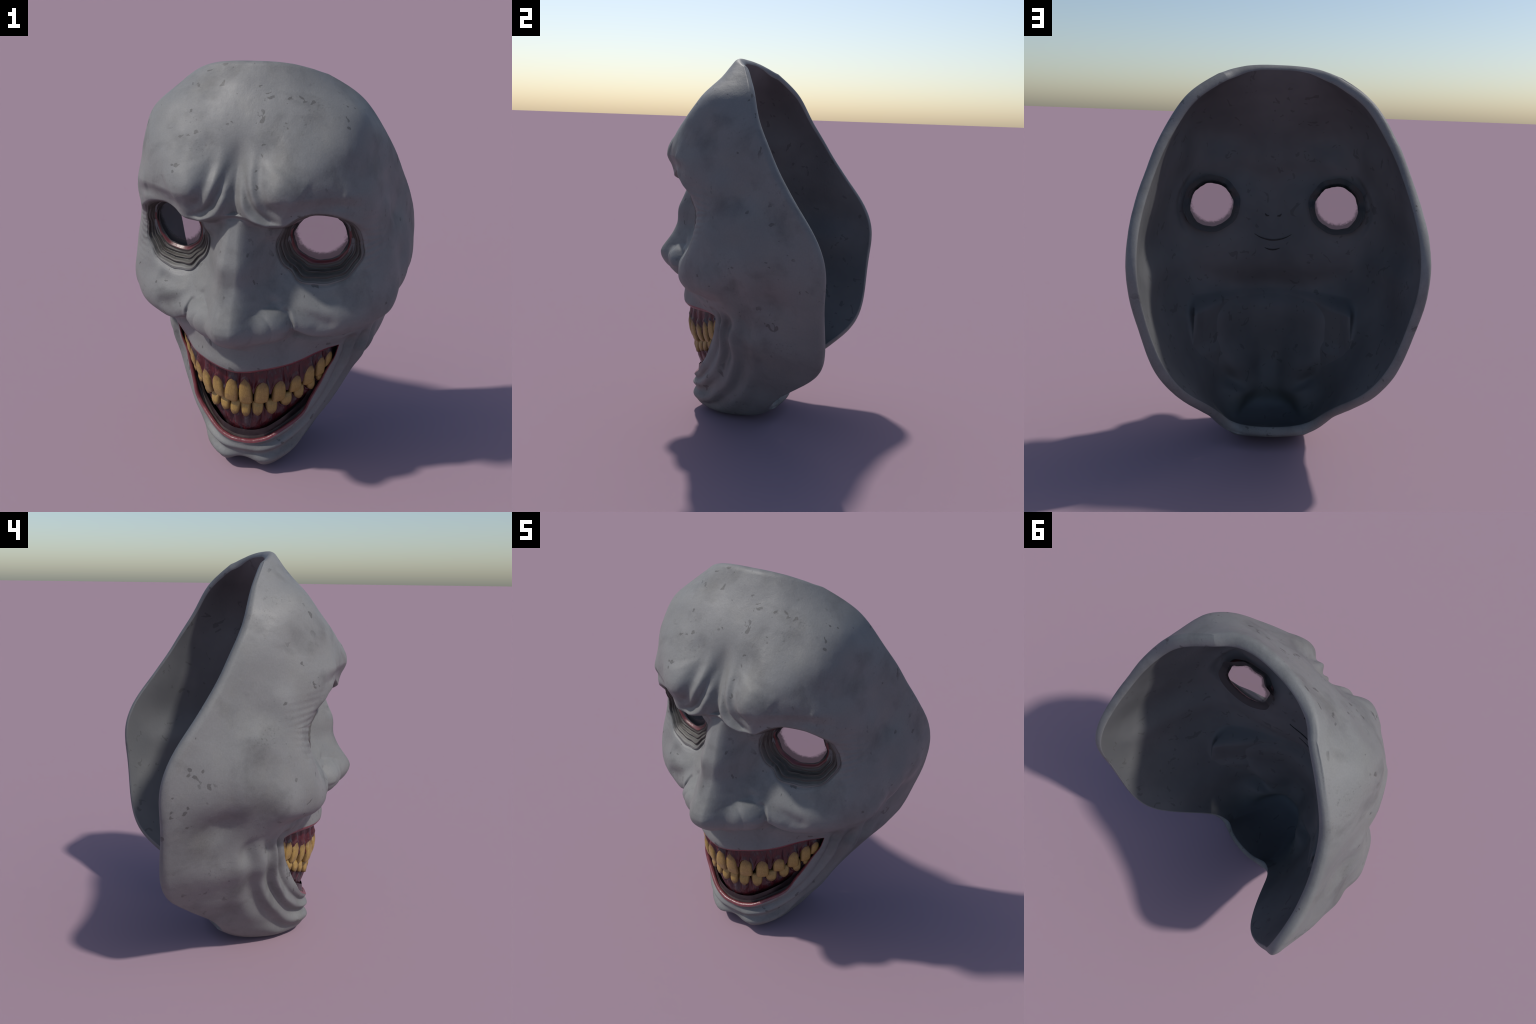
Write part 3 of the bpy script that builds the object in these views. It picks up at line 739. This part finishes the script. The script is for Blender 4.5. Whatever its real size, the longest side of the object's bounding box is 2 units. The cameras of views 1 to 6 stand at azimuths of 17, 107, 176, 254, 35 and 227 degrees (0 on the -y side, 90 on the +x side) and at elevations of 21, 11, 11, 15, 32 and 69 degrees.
def mat_gum():
    m = NT('gum_flesh')
    o = m.sep()
    st = m.comb(m.math('MULTIPLY', o[0], 3.2), m.math('MULTIPLY', o[1], 3.2), o[2])
    n1 = m.noise(7, 4, .6, .6, st)
    c = m.ramp(n1, [(.30, (.018, .005, .008)), (.43, (.085, .010, .013)), (.55, (.050, .011, .015)), (.62, (.062, .048, .052)), (.75, (.075, .068, .072))])
    c = m.mix(m.math('MULTIPLY', m.ramp(m.noise(22, 3, .6, .3, st), [(.45, 0), (.65, 1)]), .6), c, (.03, .010, .018))
    m.put(m.b.inputs['Base Color'], c); m.b.inputs['Roughness'].default_value = .30
    m.bump(m.noise(16, 3, .6, .3, st), .35, .02); return m.m
def mat_tooth():
    m = NT('tooth_enamel'); o = m.sep()
    c = m.mix(m.ramp(m.noise(14, 4, .6), [(.3, 0), (.7, 1)]), (.28, .17, .042), (.43, .28, .085))
    st = m.comb(m.math('MULTIPLY', o[0], 5.), m.math('MULTIPLY', o[1], 5.), o[2])
    c = m.mix(m.math('MULTIPLY', m.ramp(m.noise(14, 4, .6, .3, st), [(.45, 0), (.7, 1)]), .5), c, (.15, .075, .022))
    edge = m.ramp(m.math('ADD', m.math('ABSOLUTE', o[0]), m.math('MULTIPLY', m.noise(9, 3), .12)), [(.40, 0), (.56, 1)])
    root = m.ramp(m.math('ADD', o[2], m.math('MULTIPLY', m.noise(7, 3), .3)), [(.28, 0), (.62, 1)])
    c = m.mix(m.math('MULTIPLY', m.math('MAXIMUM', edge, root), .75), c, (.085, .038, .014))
    m.put(m.b.inputs['Base Color'], c); m.b.inputs['Roughness'].default_value = .36
    m.bump(m.noise(10, 3, .6, .2, st), .3, .01); return m.m

M_SKIN, M_LIN, M_LID, M_GUM, M_TOOTH = mat_skin(), mat_lining(), mat_eyelid(), mat_gum(), mat_tooth()
M_LIP = mat_plain('lip_red', (.125, .022, .030), (.17, .040, .048), .34, 14)
M_WALL = mat_plain('mouth_wall_flesh', (.055, .045, .042), (.10, .082, .075), .42, 10)
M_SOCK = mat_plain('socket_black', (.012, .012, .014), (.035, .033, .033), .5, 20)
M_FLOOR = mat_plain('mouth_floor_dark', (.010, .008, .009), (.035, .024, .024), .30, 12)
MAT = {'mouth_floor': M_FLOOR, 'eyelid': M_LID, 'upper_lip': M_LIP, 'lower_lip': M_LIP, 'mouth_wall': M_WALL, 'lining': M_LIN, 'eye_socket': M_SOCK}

# ---------------------------------------------------------------- objects
root = bpy.data.objects.new('horror_mask', None); bpy.context.collection.objects.link(root)
root['label'] = 'hollow grey wrinkled grinning horror mask with yellow teeth'
root['category'] = 'mask'
def add_obj(name, me, parent=root, mat=None):
    o = bpy.data.objects.new(name, me); bpy.context.collection.objects.link(o); o.parent = parent
    if mat is not None and not me.materials: me.materials.append(mat)
    return o
objs = {}
for n in REG:
    f = F[R == RID[n]]
    if len(f) == 0: continue
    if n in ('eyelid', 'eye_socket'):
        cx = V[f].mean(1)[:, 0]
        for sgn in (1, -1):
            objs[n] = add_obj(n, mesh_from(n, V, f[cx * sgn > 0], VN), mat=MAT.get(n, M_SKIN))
    else:
        objs[n] = add_obj(n, mesh_from(n, V, f, VN), mat=MAT.get(n, M_SKIN))

# ---------------------------------------------------------------- gums and teeth
UPPER = [  # x, y, z of the middle of the tooth, width, height
    (.034, -.352, .495, .066, .130), (.108, -.332, .490, .066, .122), (.178, -.285, .486, .068, .112),
    (.243, -.226, .500, .062, .100), (.297, -.169, .530, .060, .102), (.338, -.120, .555, .056, .098), (.372, -.078, .578, .05, .09)]
LOWER = [
    (.027, -.325, .392, .050, .072), (.080, -.312, .394, .054, .070), (.139, -.279, .397, .060, .066),
    (.199, -.234, .418, .062, .062), (.252, -.188, .449, .056, .060), (.297, -.142, .474, .050, .056), (.336, -.102, .498, .042, .05)]
def arch(table):
    t = np.array([(-p[0], p[1], p[2]) for p in table[::-1]] + [(p[0], p[1], p[2]) for p in table])
    end = np.array([table[-1][0] + .018, table[-1][1] + .032, table[-1][2] + .008])
    t = np.vstack([end * [-1, 1, 1], t, end])
    s = np.concatenate([[0], np.cumsum(np.linalg.norm(np.diff(t, axis=0), axis=1))])
    return s, t
def gum(name, table, upper):
    s, t = arch(table); n = 260; m = 60
    ss = np.linspace(0, s[-1], n); C = catmull(s, t, ss); C = blur(C, 4, 0)
    tan = np.gradient(C, axis=0); tan[:, 2] = 0; tan /= np.linalg.norm(tan, axis=1)[:, None]
    nrm = np.cross(tan, [0, 0, 1.0]);  nrm *= np.sign((nrm[:, 1] * -1).mean() or 1)
    cen = s[1:-1]; wid = np.concatenate([[p[3] for p in table[::-1]], [p[3] for p in table]]); hei = np.concatenate([[p[4] for p in table[::-1]], [p[4] for p in table]])
    h = np.interp(ss, cen, hei)
    # tooth bulges along the arch: 1 over a tooth, 0 between
    k = np.min(np.abs(ss[:, None] - cen[None]) / (wid[None] * .5), axis=1)
    over = np.clip(1 - k ** 2, 0, 1)
    rows = []
    sg = 1 if upper else -1
    zt = np.interp(np.abs(C[:, 0]), [0, .2, .32, .42], [.70, .71, .715, .70]) if upper else np.interp(np.abs(C[:, 0]), [0, .1, .2, .3, .42], [.19, .22, .285, .36, .58])
    for j in range(m):
        f = j / (m - 1)
        e = h * np.interp(k / 1.1, [0, .3, .58, .85, 1, 1.2], [.58, .54, .43, .20, -.02, -.10])            # scalloped edge by the teeth
        if f < .8:
            g = f / .8
            z = zt * (1 - g) + (C[:, 2] + sg * e) * g
            off = (.004 if upper else -.012) - (.010 if upper else .03) * (1 - g) ** 2 + .008 * over * sstep(.25, .8, g) + .006 * gauss(g - .97, .06)
            off = off - .004 * (1 - over) * sstep(.3, .9, g)
        else:
            g = (f - .8) / .2
            z = C[:, 2] + sg * e * (1 - g) + sg * .0 * g
            off = (.004 if upper else -.012) + .008 * over + .006 - .022 * g ** .6
        p = C.copy(); p[:, 2] = z; p += nrm * off[:, None] if hasattr(off, '__len__') else nrm * off
        rows.append(p)
    G = np.array(rows); G += .0025 * noise3(G.reshape(-1, 3) * 30).reshape(m, n, 1) * np.array([0, -1, 0])
    i = np.arange(m * n).reshape(m, n)
    q = np.stack([i[:-1, :-1], i[1:, :-1], i[1:, 1:], i[:-1, 1:]], -1).reshape(-1, 4)
    P = G.reshape(-1, 3)
    k = q[(m // 2) * (n - 1) // 2 * 1]; kk = q[len(q) // 2 - (n - 1) // 2]
    nn = np.cross(P[kk[1]] - P[kk[0]], P[kk[2]] - P[kk[0]])
    if nn[1] > 0: q = q[:, ::-1]
    return add_obj(name, mesh_from(name, P, q), mat=M_GUM), s, t
g_up, su, tu = gum('upper_gum', UPPER, True)
g_lo, sl_, tl_ = gum('lower_gum', LOWER, False)

def tooth_mesh(name, upper, seed):
    """unit tooth: x width -.5...5, z height -.5...5 (gum end up for upper), front towards -y"""
    r = np.random.default_rng(seed); n, m = 28, 26
    V_, rows = [], []
    for j in range(m):
        f = j / (m - 1); z = -.5 + f
        w = (1 - .06 * (1 - f)) * np.interp(f, [0, .04, .12, .4, .7, .88, .97, 1], [.82, .95, 1, 1, .82, .54, .28, .08]) if upper else \
            np.interp(f, [0, .05, .15, .5, .8, .95, 1], [.84, .96, 1, .95, .78, .5, .2])
        dep = np.interp(f, [0, .03, .1, .35, .7, 1], [.42, .60, .78, 1, .95, .55])
        lean = .10 * (f - .3) ** 2 - .03
        ring = []
        for i in range(n):
            a = 2 * math.pi * i / n
            ca, sa = math.cos(a), math.sin(a)
            px = math.copysign(abs(ca) ** .72, ca) * .5 * w
            py = math.copysign(abs(sa) ** .80, sa) * .5 * dep
            ring.append((px + .02 * r.normal() * 0, py + lean, z + (.02 * math.cos(a * 2) if j == 0 else 0)))
        rows.append(ring)
    P = np.array(rows).reshape(-1, 3)
    P = P + .014 * noise3(P * np.array([5, 5, 3]) + seed * 3.1)[:, None] * np.array([.8, 1, .5])
    i = np.arange(n * m).reshape(m, n); nx = np.roll(i, -1, 1)
    q = np.stack([i[:-1], nx[:-1], nx[1:], i[1:]], -1).reshape(-1, 4)
    P = np.vstack([P, P[i[0]].mean(0) + [0, 0, -.012], P[i[-1]].mean(0) + [0, 0, .01]])
    b, t = n * m, n * m + 1
    q = np.vstack([q, np.stack([nx[0], i[0], np.full(n, b), np.full(n, b)], 1), np.stack([i[-1], nx[-1], np.full(n, t), np.full(n, t)], 1)])
    return mesh_from(name, P, q)
UT = [tooth_mesh('upper_tooth', True, s) for s in (1, 2, 3)]
LT = [tooth_mesh('lower_tooth', False, s) for s in (4, 5, 6)]
for meshes, table, (s, t), name, dy in ((UT, UPPER, (su, tu), 'upper_tooth', 0), (LT, LOWER, (sl_, tl_), 'lower_tooth', 0)):
    for k, p in enumerate(table):
        for sg in (1, -1):
            a = catmull(s, t, np.array([s[len(table) + 1 + k] - .01, s[len(table) + 1 + k] + .01]))
            yaw = math.atan2(a[1, 1] - a[0, 1], a[1, 0] - a[0, 0]) * sg
            r = np.random.default_rng(100 + k * 7 + (sg > 0) * 3 + len(name))
            o = add_obj(name, meshes[(k + (sg > 0)) % 3], mat=M_TOOTH)
            d = (.050 if name == 'upper_tooth' else .044) * (1 - .05 * k)
            o.location = (p[0] * sg + r.normal() * .002, p[1] + .008, p[2] + (.008 if name == 'upper_tooth' else -.004) + r.normal() * .002)
            o.scale = (p[3] * (1.13 if name == 'upper_tooth' else 1.08) * (1 + r.normal() * .05), d, p[4] * (1 + r.normal() * .05) * (1.15 if name == 'upper_tooth' else -1.22))
            o.rotation_euler = (math.radians((8 if name == 'upper_tooth' else -10) + r.normal() * 2), math.radians(r.normal() * 4), yaw + math.radians(r.normal() * 4))

# ---------------------------------------------------------------- small face of dark lines inside
def lining_depth(x, z):
    d = np.hypot(I1[:, 0] - x, I1[:, 2] - z) + (I1[:, 1] > 0) * 9
    return I1[np.argmin(d), 1]
M_MARK = mat_plain('mark_dark', (.012, .012, .013), (.030, .028, .028), .7, 30)
def mark(name, line, r):
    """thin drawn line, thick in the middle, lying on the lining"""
    p = smooth_line(line, 25); n = 10; rows = []
    for i, (x, z) in enumerate(p):
        y = lining_depth(x, z); w = r * (.25 + .75 * math.sin(math.pi * i / 24))
        t = p[min(i + 1, 24)] - p[max(i - 1, 0)]; t = t / np.linalg.norm(t)
        for k in range(n):
            a = 2 * math.pi * k / n
            rows.append((x - t[1] * w * math.cos(a), y + .0015 * math.sin(a), z + t[0] * w * math.cos(a)))
    P = np.array(rows); P[:, 1] = blur(P[:, 1].reshape(25, n), 2, 0).ravel()
    i = np.arange(25 * n).reshape(25, n); nx = np.roll(i, -1, 1)
    q = np.stack([i[:-1], nx[:-1], nx[1:], i[1:]], -1).reshape(-1, 4)
    add_obj(name, mesh_from(name, P, q), parent=objs['lining'], mat=M_MARK)
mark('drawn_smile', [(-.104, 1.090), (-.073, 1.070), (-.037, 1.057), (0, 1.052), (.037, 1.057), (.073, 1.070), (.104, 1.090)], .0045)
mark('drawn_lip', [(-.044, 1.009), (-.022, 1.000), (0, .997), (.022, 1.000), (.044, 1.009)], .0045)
for sg in (1, -1):
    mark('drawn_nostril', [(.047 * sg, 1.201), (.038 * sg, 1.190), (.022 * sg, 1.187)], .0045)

# ---------------------------------------------------------------- smoky see-through film in the eye holes
def mat_film():
    m = NT('smoky_film'); m.b.inputs['Base Color'].default_value = (.03, .03, .032, 1); m.b.inputs['Roughness'].default_value = .5
    tr = m.t.nodes.new('ShaderNodeBsdfTransparent'); tr.inputs[0].default_value = (.66, .65, .66, 1)
    mx = m.t.nodes.new('ShaderNodeMixShader')
    o = m.sep(); dx = m.math('SUBTRACT', m.math('ABSOLUTE', o[0]), EYE_C[0]); dz = m.math('SUBTRACT', o[2], EYE_C[1])
    d = m.math('DIVIDE', m.math('SQRT', m.math('ADD', m.math('MULTIPLY', dx, dx), m.math('MULTIPLY', dz, dz))), EYE_R)
    grime = m.math('ADD', m.math('ADD', d, m.math('MULTIPLY', m.math('SUBTRACT', m.noise(60, 5, .75), .5), .35)), m.math('MULTIPLY', dz, -1.0))
    m.put(mx.inputs[0], m.ramp(grime, [(.86, .02), (1.02, .75)]))
    m.l(tr.outputs[0], mx.inputs[1]); m.l(m.b.outputs[0], mx.inputs[2]); m.l(mx.outputs[0], m.out.inputs[0])
    return m.m
M_FILM = mat_film()
for e, p in FILM.items():
    c = p.mean(0); n = len(p); rows = []
    for f in (1.30, .95, .6, .3, .1):
        rows.append(c + (p - c) * f + np.array([0, .016 - .006 * (1 - f * f), 0]))
    P = np.vstack(rows + [c + [0, .010, 0]]); i = np.arange(5 * n).reshape(5, n); nx = np.roll(i, -1, 1)
    q = np.vstack([np.stack([i[:-1], nx[:-1], nx[1:], i[1:]], -1).reshape(-1, 4), np.stack([i[-1], nx[-1], np.full(n, 5 * n), np.full(n, 5 * n)], 1)])
    k = q[0]
    if np.cross(P[k[1]] - P[k[0]], P[k[2]] - P[k[0]])[1] > 0: q = q[:, [1, 0, 3, 2]]; q[-n:, 3] = q[-n:, 2]
    add_obj('eye_film', mesh_from('eye_film', P, q), mat=M_FILM)
